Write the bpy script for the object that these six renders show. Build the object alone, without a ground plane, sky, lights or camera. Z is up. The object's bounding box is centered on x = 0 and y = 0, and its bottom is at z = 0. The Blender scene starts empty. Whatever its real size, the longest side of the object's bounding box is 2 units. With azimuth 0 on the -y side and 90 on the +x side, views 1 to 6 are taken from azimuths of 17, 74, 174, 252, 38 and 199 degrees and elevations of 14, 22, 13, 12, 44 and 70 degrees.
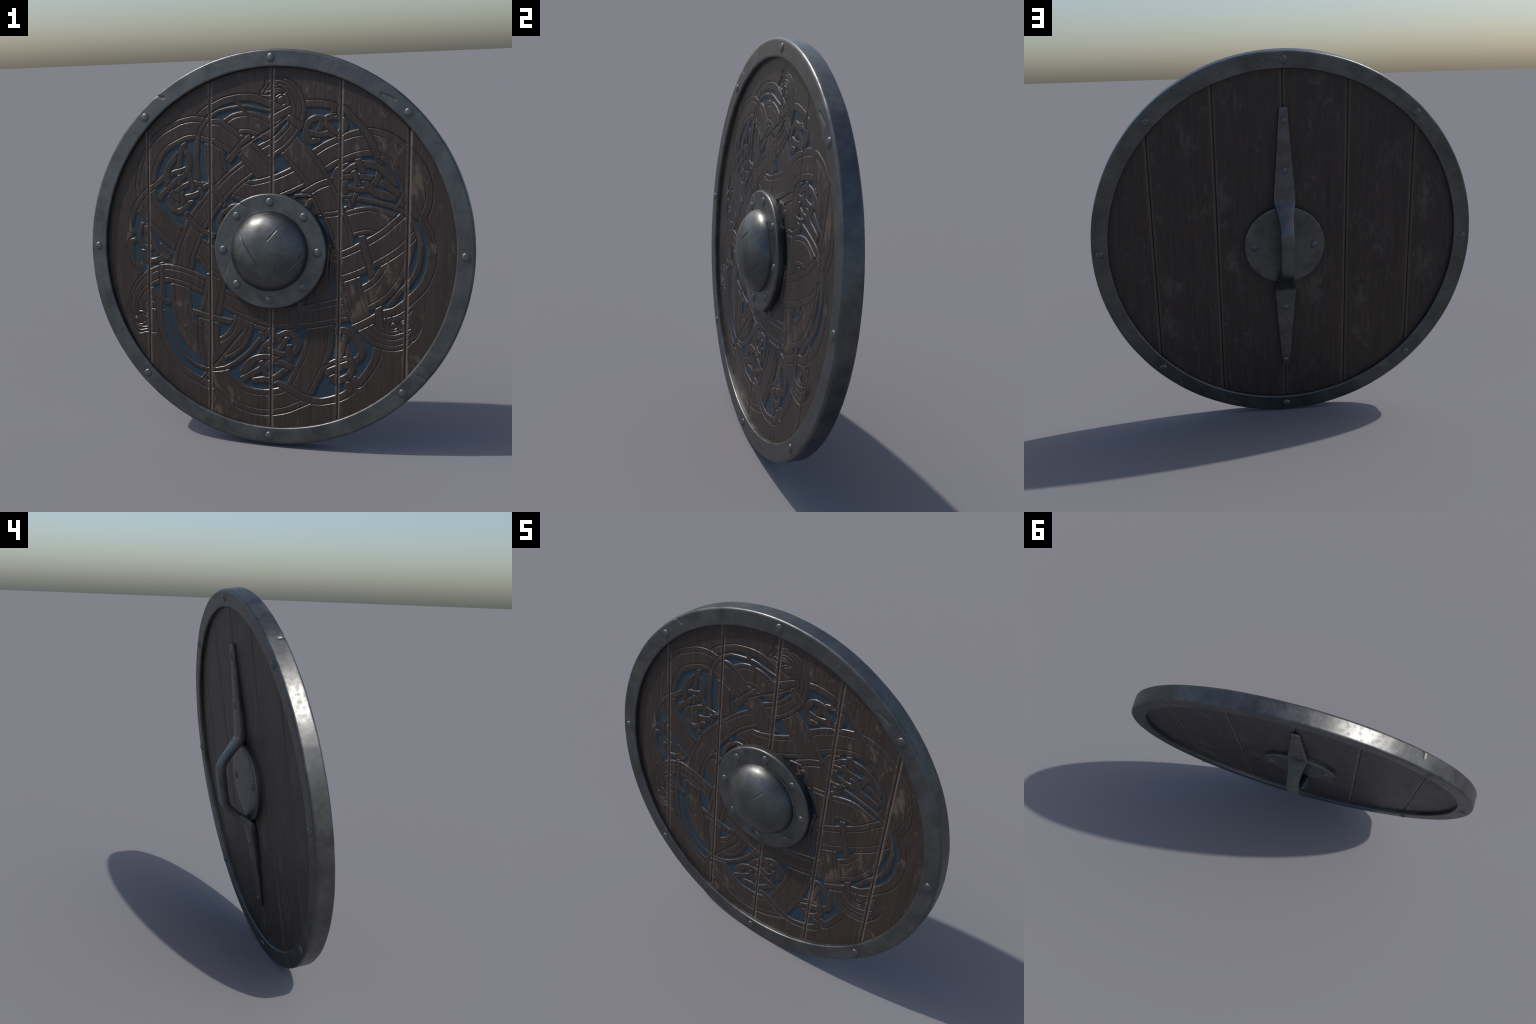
"""Round wooden shield, leaning back on its rim: six planks with a carved interlace of three
serpents, an iron rim, a domed boss, rivets, and a forged grip strap on the back.
Everything is laid out in the shield's own frame: x to the right, z up, -y out of the front;
the carving is described as bands (centre line, width, over/under ends) and cut into the planks."""
import bpy, math
import numpy as np
from mathutils import Matrix, Vector, noise

LEAN = math.radians(-8.49)
RIM_R, RIM_IN, RIM_HALF = 1.0, 0.9125, 0.0455      # outer radius, inner radius, half depth
WOOD = 0.022                                        # half thickness of the planks
SEAMS = (-0.674, -0.328, 0.002, 0.350, 0.682)
STEP = 0.0018                                       # carving grid
DEPTH = 0.0054                                      # depth of the cut-out ground
SHOULDER = 0.0054                                   # width of a band's rounded edge
GAP = 0.0012
rng = np.random.default_rng(7)

# ------------------------------------------------------------------ the carving, as a height field
N = int(round(0.934 / STEP))
axis = np.arange(-N, N + 1) * STEP
M = len(axis)
level = np.full((M, M), -1.0)          # rows are z, columns are x
height = np.zeros((M, M))
bands = []


def smooth(t):
    t = np.clip(t, 0.0, 1.0)
    return t * t * (3 - 2 * t)


def bead(t):
    """How far a rounded edge has dropped, from 1 at its foot to 0 at its top."""
    t = np.clip(t, 0.0, 1.0)
    return 1 - np.sqrt(np.clip(1 - (1 - t) ** 2, 0, 1))


def spline(points, values=None, per=7):
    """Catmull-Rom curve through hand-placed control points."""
    P = np.array(points, float)
    W = np.array(values, float)
    Q = np.column_stack([P, W])
    Q = np.vstack([2 * Q[0] - Q[1], Q, 2 * Q[-1] - Q[-2]])
    out = []
    for i in range(1, len(Q) - 2):
        t = np.linspace(0, 1, per, endpoint=False)[:, None]
        a, b, c, d = Q[i - 1], Q[i], Q[i + 1], Q[i + 2]
        out.append(0.5 * (2 * b + (c - a) * t + (2 * a - 5 * b + 4 * c - d) * t ** 2 + (3 * b - a - 3 * c + d) * t ** 3))
    out.append(Q[-2][None])
    out = np.vstack(out)
    return out[:, :2], out[:, 2]


def window(P, margin):
    lo = np.floor((P.min(0) - margin) / STEP).astype(int) + N
    hi = np.ceil((P.max(0) + margin) / STEP).astype(int) + N + 1
    lo = np.clip(lo, 0, M - 1)
    hi = np.clip(hi, lo + 1, M)
    return slice(lo[1], hi[1]), slice(lo[0], hi[0])


def inside_depth(P, W, margin, butt=(True, True)):
    """Distance inside the edge of a swept band (negative outside), width there, arc length there."""
    rows, cols = window(P, W.max() / 2 + margin)
    shape = (rows.stop - rows.start, cols.stop - cols.start)
    E = np.full(shape, -9.0)
    WW = np.zeros(shape)
    S = np.zeros(shape)
    run = 0.0
    last = len(P) - 2
    for i in range(last + 1):
        a, b = P[i], P[i + 1]
        d = b - a
        L = math.hypot(*d)
        if L < 1e-7:
            continue
        r, c = window(np.array([a, b]), max(W[i], W[i + 1]) / 2 + margin)
        rr = slice(r.start - rows.start, r.stop - rows.start)
        cc = slice(c.start - cols.start, c.stop - cols.start)
        x = axis[c][None, :] - a[0]
        z = axis[r][:, None] - a[1]
        t = (x * d[0] + z * d[1]) / L
        lat = np.abs(x * d[1] - z * d[0]) / L
        over = np.maximum(np.maximum(-t, t - L), 0)
        tc = np.clip(t / L, 0, 1)
        w = W[i] + (W[i + 1] - W[i]) * tc
        dist = np.hypot(lat, over)
        if butt[0] and i == 0:
            dist = np.where(t < 0, lat, dist)
        if butt[1] and i == last:
            dist = np.where(t > L, lat, dist)
        e = w / 2 - dist
        better = e > E[rr, cc]
        E[rr, cc] = np.where(better, e, E[rr, cc])
        WW[rr, cc] = np.where(better, w, WW[rr, cc])
        S[rr, cc] = np.where(better, run + tc * L, S[rr, cc])
        run += L
    return rows, cols, E, WW, S, run


def ribbon(width, ends, points, border=0.0, lift=0.0, cut=(None, None)):
    """One interlace band. ends: 'u' dives under what crosses there, 'o' stays on top, 'r' is on top and round.
    border: width of the two edge beads as a share of the band's width; cut: outward angle of a slanted end."""
    if isinstance(width, tuple):
        at = np.linspace(0, 1, len(width))
        values = np.interp(np.linspace(0, 1, len(points)), at, width) if len(width) != len(points) else np.array(width)
    else:
        values = np.full(len(points), width)
    P, W = spline(points, values)
    W = np.maximum(W, 0.004)
    for end, i, j in ((ends[0], 0, 1), (ends[1], -1, -2)):
        if end == 'u':                                    # carry on a little under the upper band
            d = P[i] - P[j]
            P[i] = P[i] + d / np.linalg.norm(d) * 0.009
    rows, cols, E, WW, S, run = inside_depth(P, W, SHOULDER + GAP + 3 * STEP, (ends[0] != 'r', ends[1] != 'r'))
    lev = np.ones(E.shape)
    if ends[0] == 'u':
        lev = np.minimum(lev, S / 0.045)
    if ends[1] == 'u':
        lev = np.minimum(lev, (run - S) / 0.045)
    lev = lev + lift
    lateral = E.copy()
    X, Z = axis[cols][None, :], axis[rows][:, None]
    for end, i, j, w, ang, along in ((ends[0], 0, 2, W[0], cut[0], S), (ends[1], -1, -3, W[-1], cut[1], run - S)):
        if end == 'r':
            continue
        d = P[i] - P[j]
        d = d / np.linalg.norm(d)
        if ang is not None:
            d = np.array([math.cos(math.radians(ang)), math.sin(math.radians(ang))])
        beyond = (X - P[i][0]) * d[0] + (Z - P[i][1]) * d[1]
        close = (along < 0.02 if ang is None else along < 0.10) & (np.hypot(X - P[i][0], Z - P[i][1]) < w / 2 + 0.05)
        if end == 'u':
            E[close & (beyond > 0)] = -9
        else:
            E[close] = np.minimum(E, -beyond)[close]
            lateral = np.where(close, np.minimum(lateral, np.maximum(-beyond, 0)), lateral)
    top = -DEPTH * bead(lateral / SHOULDER)
    if border:
        x = np.abs(lateral - border * WW)
        top = np.minimum(top, -0.0047 * bead(x / 0.0056))
    bands.append((rows, cols, E, lev))
    L, H = level[rows, cols], height[rows, cols]
    win = (E > 0) & (lev > L)
    L[win] = lev[win]
    H[win] = top[win]


def stroke(width, points):
    """An engraved line."""
    P, W = spline(points, np.full(len(points), width))
    rows, cols, E, WW, S, run = inside_depth(P, W, 0.006, butt=(False, False))
    x = (WW / 2 - E) / (width * 0.75)
    height[rows, cols] = np.minimum(height[rows, cols], -0.0042 * np.exp(-x * x))


def gouge(width, points):
    """A sword cut: a long shallow valley that wipes out the carving it crosses."""
    P, W = spline(points, np.full(len(points), width))
    rows, cols, E, WW, S, run = inside_depth(P, W, 0.012, butt=(False, False))
    x = (WW / 2 - E) / (width * 0.62)
    ends = smooth(np.minimum(S, run - S) / 0.03)
    m = np.exp(-(x * 0.72) ** 6) * ends
    height[rows, cols] = height[rows, cols] * (1 - m) + m * (-0.0034 + 0.0030 * np.clip(np.abs(x), 0, 1))


def fill_field(outline):
    """Lower the ground inside the interlace's outline."""
    X, Z = axis[None, :], axis[:, None]
    inside = np.zeros((M, M), bool)
    for (x0, z0), (x1, z1) in zip(outline, outline[1:] + outline[:1]):
        if z0 == z1:
            continue
        rows = slice(np.searchsorted(axis, min(z0, z1)), np.searchsorted(axis, max(z0, z1)))
        xi = x0 + (axis[rows] - z0) * (x1 - x0) / (z1 - z0)
        inside[rows] ^= (X < xi[:, None])
    height[inside] = -DEPTH


# the ground between the bands is cut away inside this outline
field_outline = [(-0.374, 0.688), (-0.261, 0.749), (-0.152, 0.769), (-0.06, 0.76), (-0.008, 0.732), (0.036, 0.711), (0.099, 0.699),
    (0.14, 0.699), (0.176, 0.73), (0.23, 0.731), (0.294, 0.72), (0.345, 0.707), (0.404, 0.658), (0.445, 0.621), (0.471, 0.591), (0.608, 0.556),
    (0.71, 0.459), (0.762, 0.372), (0.773, 0.297), (0.763, 0.218), (0.791, 0.088), (0.799, 0.021), (0.793, -0.063), (0.759, -0.149),
    (0.698, -0.219), (0.623, -0.277), (0.565, -0.301), (0.551, -0.352), (0.557, -0.406), (0.549, -0.467), (0.539, -0.516), (0.509, -0.578),
    (0.475, -0.628), (0.44, -0.652), (0.414, -0.686), (0.353, -0.733), (0.299, -0.751), (0.198, -0.753), (0.147, -0.734), (0.05, -0.829),
    (-0.063, -0.843), (-0.208, -0.802), (-0.297, -0.734), (-0.387, -0.7), (-0.446, -0.672), (-0.507, -0.625), (-0.554, -0.561),
    (-0.59, -0.492), (-0.611, -0.4), (-0.618, -0.321), (-0.636, -0.249), (-0.666, -0.164), (-0.695, -0.174), (-0.724, -0.151),
    (-0.748, -0.097), (-0.766, -0.046), (-0.776, 0.002), (-0.771, 0.026), (-0.779, 0.097), (-0.778, 0.124), (-0.767, 0.167), (-0.752, 0.207),
    (-0.727, 0.247), (-0.737, 0.305), (-0.737, 0.363), (-0.713, 0.444), (-0.676, 0.528), (-0.617, 0.586), (-0.526, 0.644), (-0.449, 0.666),
    (-0.392, 0.675)]
fill_field(field_outline)

# serpent with its head at the top: arch band, thin arch and throat straps
ribbon(0.0380, "uu", [(-0.381, 0.68), (-0.345, 0.709), (-0.261, 0.749), (-0.204, 0.763), (-0.152, 0.769), (-0.093, 0.765), (-0.007, 0.732),
    (0.037, 0.711), (0.067, 0.688)])
ribbon(0.0380, "uo", [(0.076, 0.674), (0.126, 0.637), (0.16, 0.612)])
ribbon((0.026, 0.026, 0.024, 0.018, 0.017, 0.016, 0.016), "uu", [(-0.394, 0.349), (-0.403, 0.438), (-0.403, 0.496), (-0.394, 0.561),
    (-0.375, 0.613), (-0.345, 0.656), (-0.297, 0.695), (-0.255, 0.711), (-0.182, 0.722), (-0.147, 0.725), (-0.107, 0.72), (-0.053, 0.707),
    (-0.008, 0.699), (0.027, 0.689)])
ribbon(0.0380, "uu", [(0.105, 0.708), (0.054, 0.684), (0.016, 0.664), (-0.004, 0.654)], lift=0.3)
# top serpent: great left arch body, its crossing strap and the curling tail
ribbon((0.126, 0.126, 0.123, 0.121, 0.118, 0.115, 0.113, 0.113, 0.115, 0.126, 0.134), "uu", [(-0.174, 0.526), (-0.264, 0.585), (-0.297, 0.603),
    (-0.331, 0.603), (-0.408, 0.62), (-0.47, 0.612), (-0.505, 0.598), (-0.583, 0.557), (-0.635, 0.502), (-0.674, 0.423), (-0.685, 0.369),
    (-0.69, 0.305), (-0.67, 0.216), (-0.623, 0.153), (-0.558, 0.085), (-0.5, 0.047)], border=0.235, cut=(-43, None))
ribbon(0.0288, "ur", [(-0.589, 0.362), (-0.631, 0.329), (-0.677, 0.299), (-0.721, 0.253), (-0.751, 0.207), (-0.767, 0.167), (-0.778, 0.124),
    (-0.78, 0.09), (-0.765, 0.078)], lift=0.2)
ribbon(0.1100, "uu", [(-0.14, 0.513), (-0.086, 0.46), (-0.052, 0.421), (-0.019, 0.38)], border=0.22, lift=0.1)
ribbon(0.0367, "oo", [(-0.233, 0.447), (-0.187, 0.498), (-0.14, 0.549), (-0.106, 0.574)], lift=0.3)
ribbon(0.1127, "uu", [(-0.22, 0.618), (-0.182, 0.639), (-0.133, 0.644), (-0.085, 0.635), (-0.026, 0.607), (0.006, 0.586)], border=0.22)
ribbon(0.1127, "uu", [(-0.299, 0.544), (-0.299, 0.522), (-0.303, 0.47), (-0.294, 0.415), (-0.27, 0.366)], border=0.2)
ribbon((0.076, 0.084, 0.089, 0.092, 0.094), "uu", [(0.119, 0.628), (0.084, 0.582), (0.038, 0.538), (-0.005, 0.512),
    (-0.044, 0.492)], border=0.27, lift=0.15)
ribbon((0.071, 0.072, 0.071, 0.068, 0.058, 0.042, 0.026), "ur", [(0.13, 0.644), (0.14, 0.699), (0.133, 0.743), (0.115, 0.786), (0.085, 0.821),
    (0.046, 0.841), (0.017, 0.843)], border=0.31, lift=0.1)
ribbon((0.121, 0.131, 0.131, 0.131, 0.126, 0.121, 0.115, 0.113, 0.113), "uu", [(0.084, 0.535), (0.144, 0.469), (0.165, 0.45), (0.204, 0.403),
    (0.234, 0.359), (0.258, 0.316), (0.288, 0.265), (0.352, 0.107), (0.369, 0.019)], border=0.18, lift=0.05)
ribbon(0.0367, "ur", [(0.165, 0.728), (0.23, 0.731), (0.294, 0.721), (0.321, 0.708), (0.319, 0.689)])
ribbon((0.030, 0.033, 0.034, 0.034), "ru", [(0.349, 0.674), (0.346, 0.693), (0.366, 0.701), (0.405, 0.658), (0.445, 0.621), (0.483, 0.572),
    (0.512, 0.52), (0.531, 0.471), (0.543, 0.439)], lift=0.2)
ribbon(0.0328, "uu", [(0.254, 0.657), (0.222, 0.659), (0.193, 0.643), (0.177, 0.612), (0.178, 0.581), (0.189, 0.557), (0.207, 0.545),
    (0.239, 0.557)])
ribbon(0.0328, "uu", [(0.274, 0.634), (0.305, 0.605), (0.334, 0.584), (0.358, 0.6), (0.372, 0.624), (0.358, 0.649), (0.332, 0.663),
    (0.307, 0.665), (0.279, 0.658), (0.257, 0.635), (0.243, 0.599)])
ribbon(0.0314, "uu", [(0.19, 0.588), (0.242, 0.579), (0.289, 0.583), (0.321, 0.578)])
# left triangular knot
ribbon(0.0280, "uu", [(-0.472, 0.55), (-0.49, 0.487), (-0.497, 0.45), (-0.499, 0.414)], lift=0.2)
ribbon(0.0320, "uu", [(-0.473, 0.5), (-0.45, 0.479), (-0.441, 0.445), (-0.45, 0.406), (-0.482, 0.366)])
ribbon(0.0320, "uu", [(-0.505, 0.485), (-0.541, 0.445), (-0.56, 0.411), (-0.567, 0.371), (-0.563, 0.329)])
ribbon(0.0288, "uu", [(-0.548, 0.384), (-0.51, 0.396), (-0.467, 0.408)])
ribbon(0.0254, "uu", [(-0.499, 0.385), (-0.498, 0.319)])
ribbon(0.0314, "uu", [(-0.512, 0.35), (-0.557, 0.31), (-0.595, 0.278), (-0.608, 0.256)])
ribbon(0.0301, "uu", [(-0.445, 0.332), (-0.482, 0.316), (-0.514, 0.293)])
ribbon(0.0254, "uu", [(-0.444, 0.379), (-0.428, 0.337), (-0.427, 0.287)])
ribbon(0.0288, "uu", [(-0.414, 0.338), (-0.38, 0.333), (-0.355, 0.331)])
ribbon(0.0328, "uu", [(-0.47, 0.261), (-0.431, 0.27), (-0.392, 0.283)])
ribbon(0.0223, "uu", [(-0.385, 0.319), (-0.376, 0.288), (-0.376, 0.256)])
ribbon(0.0341, "uu", [(-0.55, 0.297), (-0.529, 0.271), (-0.497, 0.255)])
ribbon(0.0262, "uu", [(-0.488, 0.295), (-0.48, 0.255), (-0.475, 0.218)])
ribbon(0.0322, "uu", [(-0.55, 0.264), (-0.545, 0.225), (-0.528, 0.198), (-0.502, 0.19), (-0.473, 0.204), (-0.447, 0.226), (-0.431, 0.247)])
ribbon(0.0288, "uu", [(-0.463, 0.187), (-0.438, 0.149), (-0.406, 0.117), (-0.376, 0.093), (-0.336, 0.077), (-0.311, 0.068)], lift=0.2)
ribbon(0.0275, "uu", [(-0.364, 0.318), (-0.332, 0.327), (-0.301, 0.298), (-0.273, 0.262), (-0.247, 0.22)], lift=0.3)
# body bands on the left, under the boss and down to the bottom arch
ribbon((0.097, 0.097, 0.105, 0.118, 0.121, 0.118, 0.118), "uu", [(-0.113, 0.422), (-0.201, 0.358), (-0.275, 0.288), (-0.319, 0.239),
    (-0.389, 0.147), (-0.416, 0.093), (-0.443, 0.033), (-0.465, -0.028), (-0.481, -0.099)], border=0.21, lift=0.05)
ribbon((0.107, 0.107, 0.113, 0.121, 0.126, 0.128), "uu", [(-0.5, -0.196), (-0.494, -0.247), (-0.484, -0.331), (-0.472, -0.378),
    (-0.444, -0.445), (-0.395, -0.488), (-0.354, -0.518)], border=0.22)
ribbon((0.115, 0.118, 0.118, 0.115, 0.115, 0.115, 0.121, 0.128, 0.128, 0.128, 0.131, 0.136, 0.136, 0.136, 0.136, 0.136),
    "uu", [(-0.292, -0.146), (-0.307, -0.235), (-0.326, -0.322), (-0.332, -0.35), (-0.339, -0.442), (-0.334, -0.523), (-0.31, -0.598),
    (-0.268, -0.68), (-0.224, -0.723), (-0.169, -0.763), (-0.115, -0.782), (-0.063, -0.789), (-0.01, -0.788), (0.059, -0.772), (0.102, -0.753),
    (0.143, -0.732)], border=0.23, lift=0.1, cut=(None, 60))
ribbon((0.121, 0.123, 0.123, 0.123), "uu", [(-0.187, 0.315), (-0.133, 0.299), (-0.089, 0.295), (-0.012, 0.312), (0.061, 0.336),
    (0.162, 0.382)], border=0.2)
ribbon((0.115, 0.115, 0.105), "uu", [(-0.394, 0), (-0.349, -0.025), (-0.311, -0.072), (-0.244, -0.117)], border=0.2)
ribbon(0.0328, "uu", [(-0.421, -0.338), (-0.371, -0.349), (-0.321, -0.36), (-0.207, -0.38)], lift=0.3)
ribbon((0.113, 0.118, 0.126, 0.128, 0.128), "uu", [(-0.14, -0.349), (-0.155, -0.409), (-0.184, -0.467), (-0.226, -0.506),
    (-0.266, -0.526)], border=0.2)
ribbon((0.094, 0.100, 0.110, 0.118, 0.121, 0.121, 0.121), "uu", [(-0.255, -0.256), (-0.196, -0.283), (-0.141, -0.304), (-0.056, -0.328),
    (0.06, -0.341), (0.151, -0.332), (0.235, -0.318), (0.335, -0.294), (0.39, -0.283)], border=0.23)
ribbon(0.0288, "ou", [(-0.043, -0.285), (-0.047, -0.338), (-0.052, -0.389)], lift=0.4)
ribbon(0.0301, "ou", [(0.149, -0.251), (0.132, -0.33), (0.115, -0.402)], lift=0.4)
ribbon((0.141, 0.144, 0.147, 0.147), "uu", [(0.259, -0.371), (0.253, -0.456), (0.225, -0.555), (0.197, -0.615), (0.15, -0.717)], border=0.195)
ribbon(0.1389, "ou", [(0.257, 0.036), (0.256, -0.091), (0.255, -0.256)], border=0.19, lift=-0.5)
ribbon(0.0262, "oo", [(-0.16, 0.225), (-0.201, 0.222), (-0.232, 0.204), (-0.267, 0.174), (-0.281, 0.134), (-0.274, 0.085)])
ribbon(0.0257, "oo", [(0.181, 0.209), (0.188, 0.231), (0.201, 0.254), (0.219, 0.252), (0.233, 0.223), (0.24, 0.184)])
ribbon(0.0199, "ou", [(0.121, 0.277), (0.167, 0.281), (0.217, 0.28)])
# left serpent: neck with curled head, arch band, straps and small knot
ribbon((0.097, 0.097, 0.097, 0.097, 0.094, 0.089, 0.079, 0.066, 0.055, 0.047, 0.031), "ur", [(-0.357, -0.198), (-0.443, -0.162),
    (-0.511, -0.144), (-0.576, -0.136), (-0.622, -0.147), (-0.665, -0.166), (-0.708, -0.195), (-0.744, -0.24), (-0.766, -0.296),
    (-0.763, -0.34), (-0.754, -0.364)], border=0.27)
ribbon(0.0301, "uu", [(-0.603, -0.075), (-0.601, -0.15), (-0.601, -0.201), (-0.597, -0.259)], lift=0.4)
ribbon(0.0314, "uo", [(-0.673, -0.211), (-0.636, -0.249), (-0.607, -0.271), (-0.558, -0.301)], lift=0.3)
ribbon((0.031, 0.031, 0.034, 0.037, 0.039), "uu", [(-0.62, -0.282), (-0.617, -0.356), (-0.618, -0.321), (-0.611, -0.4), (-0.59, -0.492),
    (-0.554, -0.562), (-0.507, -0.625), (-0.445, -0.672), (-0.387, -0.7), (-0.337, -0.719), (-0.322, -0.719)], lift=-0.1)
ribbon((0.008, 0.013, 0.018, 0.020, 0.021, 0.024, 0.026, 0.026), "ru", [(-0.592, -0.337), (-0.572, -0.373), (-0.553, -0.427), (-0.531, -0.495),
    (-0.499, -0.552), (-0.448, -0.596), (-0.398, -0.624), (-0.344, -0.637), (-0.3, -0.634), (-0.249, -0.623), (-0.204, -0.601),
    (-0.151, -0.562), (-0.109, -0.524), (-0.082, -0.492), (-0.056, -0.462)], lift=0.2)
ribbon(0.0301, "ru", [(-0.761, 0.031), (-0.779, 0.024), (-0.781, -0.002), (-0.775, -0.052), (-0.754, -0.097), (-0.748, -0.097), (-0.719, -0.149)])
ribbon((0.024, 0.026, 0.028), "uu", [(-0.711, 0.119), (-0.723, 0.082), (-0.727, 0.042), (-0.714, 0.012), (-0.687, -0.001), (-0.644, -0.006)])
ribbon(0.0275, "uu", [(-0.612, -0.052), (-0.638, 0.008), (-0.659, 0.05), (-0.676, 0.08), (-0.693, 0.098)], lift=0.1)
ribbon(0.0210, "uu", [(-0.693, 0.101), (-0.693, 0.061), (-0.692, 0.022)])
ribbon((0.016, 0.039, 0.050, 0.039, 0.029, 0.029, 0.029, 0.029), "uu", [(-0.603, 0.012), (-0.583, -0.016), (-0.575, -0.039), (-0.599, -0.056),
    (-0.635, -0.07), (-0.675, -0.073), (-0.7, -0.058), (-0.704, -0.022)])
# great right arch body of the lower right serpent and its bands
ribbon((0.136, 0.136, 0.136, 0.136, 0.136, 0.136, 0.139, 0.141, 0.147, 0.152, 0.157), "uu", [(0.252, 0.454), (0.301, 0.484), (0.357, 0.509),
    (0.416, 0.53), (0.467, 0.539), (0.502, 0.54), (0.547, 0.528), (0.577, 0.514), (0.629, 0.476), (0.646, 0.456), (0.685, 0.414),
    (0.711, 0.363), (0.722, 0.305), (0.717, 0.254), (0.695, 0.192)], border=0.235)
ribbon(0.0351, "uu", [(0.169, 0.292), (0.196, 0.307), (0.234, 0.329), (0.274, 0.345), (0.312, 0.354)], lift=0.3)
ribbon((0.107, 0.107, 0.107, 0.105), "uu", [(0.402, -0.119), (0.416, -0.197), (0.441, -0.281), (0.463, -0.327)], border=0.2)
ribbon(0.0236, "uu", [(0.249, 0.188), (0.292, 0.191), (0.336, 0.197), (0.365, 0.213), (0.38, 0.219)], lift=0.3)
ribbon(0.1362, "uu", [(0.387, 0.14), (0.457, 0.159), (0.512, 0.162), (0.591, 0.135)], border=0.17)
ribbon((0.147, 0.149, 0.149, 0.147, 0.136), "uu", [(0.324, -0.082), (0.422, -0.043), (0.517, 0.008), (0.595, 0.059), (0.642, 0.103),
    (0.689, 0.149)], border=0.22, lift=0.1)
ribbon(0.0346, "uu", [(0.458, 0.091), (0.482, 0.003), (0.507, -0.081), (0.519, -0.122)], lift=0.4)
ribbon((0.131, 0.131, 0.131, 0.131, 0.131, 0.131), "uu", [(0.473, -0.227), (0.534, -0.189), (0.58, -0.141), (0.613, -0.084), (0.64, -0.005),
    (0.653, 0.051)], border=0.22, cut=(None, 125))
ribbon((0.024, 0.024, 0.024, 0.026, 0.026, 0.026, 0.026, 0.026), "uu", [(0.435, 0.268), (0.545, 0.247), (0.624, 0.224), (0.683, 0.188),
    (0.701, 0.162), (0.723, 0.124), (0.74, 0.07), (0.746, -0.001), (0.729, -0.076), (0.696, -0.136), (0.649, -0.184),
    (0.605, -0.249)], lift=0.2)
ribbon((0.037, 0.042, 0.042, 0.042, 0.039), "uu", [(0.748, 0.176), (0.761, 0.15), (0.791, 0.087), (0.799, 0.02), (0.793, -0.064),
    (0.759, -0.149), (0.698, -0.219), (0.668, -0.247), (0.623, -0.278), (0.576, -0.293)])
ribbon(0.0380, "uo", [(0.539, -0.311), (0.48, -0.346), (0.424, -0.375)], lift=0.2)
ribbon(0.0367, "uu", [(0.547, -0.255), (0.552, -0.3), (0.557, -0.348), (0.563, -0.382)], lift=0.3)
ribbon((0.089, 0.086, 0.081, 0.079, 0.076, 0.058, 0.031), "ur", [(0.477, -0.356), (0.519, -0.401), (0.564, -0.427), (0.62, -0.434),
    (0.663, -0.422), (0.693, -0.399), (0.711, -0.373)], border=0.32, lift=0.05)
ribbon(0.0393, "ur", [(0.549, -0.452), (0.539, -0.516), (0.509, -0.579), (0.475, -0.628), (0.451, -0.653), (0.437, -0.633)])
ribbon((0.039, 0.037, 0.037, 0.037, 0.034, 0.034, 0.037, 0.039, 0.039, 0.034, 0.026), "ru", [(0.405, -0.664), (0.414, -0.686), (0.395, -0.71),
    (0.353, -0.733), (0.299, -0.751), (0.258, -0.759), (0.198, -0.753), (0.147, -0.734), (0.092, -0.705), (0.052, -0.688),
    (0.025, -0.681)], lift=0.2)
ribbon(0.0367, "uu", [(0.336, -0.395), (0.387, -0.389), (0.426, -0.415), (0.458, -0.451), (0.471, -0.489), (0.459, -0.519), (0.437, -0.54)])
ribbon(0.0314, "uu", [(0.392, -0.41), (0.374, -0.471), (0.355, -0.53)])
ribbon((0.024, 0.034, 0.037, 0.037), "uu", [(0.392, -0.467), (0.406, -0.512), (0.419, -0.546), (0.422, -0.582), (0.408, -0.615),
    (0.376, -0.637), (0.348, -0.645), (0.325, -0.642), (0.32, -0.619)], lift=0.1)
ribbon(0.0367, "uu", [(0.29, -0.61), (0.344, -0.584), (0.404, -0.557)])
# right triangular knot
ribbon(0.0367, "uu", [(0.461, 0.436), (0.507, 0.43), (0.543, 0.415), (0.577, 0.388), (0.602, 0.355), (0.611, 0.333)])
ribbon(0.0328, "uu", [(0.431, 0.472), (0.446, 0.434), (0.462, 0.389)])
ribbon(0.0301, "uu", [(0.426, 0.429), (0.396, 0.415), (0.361, 0.387)])
ribbon(0.0314, "uu", [(0.382, 0.429), (0.349, 0.421), (0.329, 0.397), (0.325, 0.369), (0.335, 0.336), (0.35, 0.312)])
ribbon(0.0288, "uu", [(0.343, 0.37), (0.385, 0.373), (0.416, 0.375)])
ribbon(0.0288, "uu", [(0.411, 0.405), (0.429, 0.368), (0.436, 0.328)])
ribbon(0.0301, "uu", [(0.437, 0.377), (0.475, 0.372), (0.513, 0.366)])
ribbon(0.0328, "uu", [(0.543, 0.403), (0.533, 0.368), (0.509, 0.328)])
ribbon(0.0328, "uu", [(0.543, 0.349), (0.595, 0.319), (0.622, 0.303), (0.651, 0.281)])
ribbon((0.031, 0.037, 0.039, 0.039, 0.034), "uu", [(0.471, 0.35), (0.501, 0.316), (0.532, 0.294), (0.568, 0.283), (0.614, 0.271)])
ribbon(0.0275, "uu", [(0.393, 0.322), (0.434, 0.312), (0.48, 0.311)])
ribbon(0.0275, "uu", [(0.375, 0.358), (0.375, 0.288)])
ribbon(0.0210, "uu", [(0.355, 0.277), (0.411, 0.277)])
ribbon(0.0249, "uu", [(0.432, 0.298), (0.411, 0.248)])
ribbon(0.0249, "uu", [(0.385, 0.267), (0.407, 0.212)])
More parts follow.
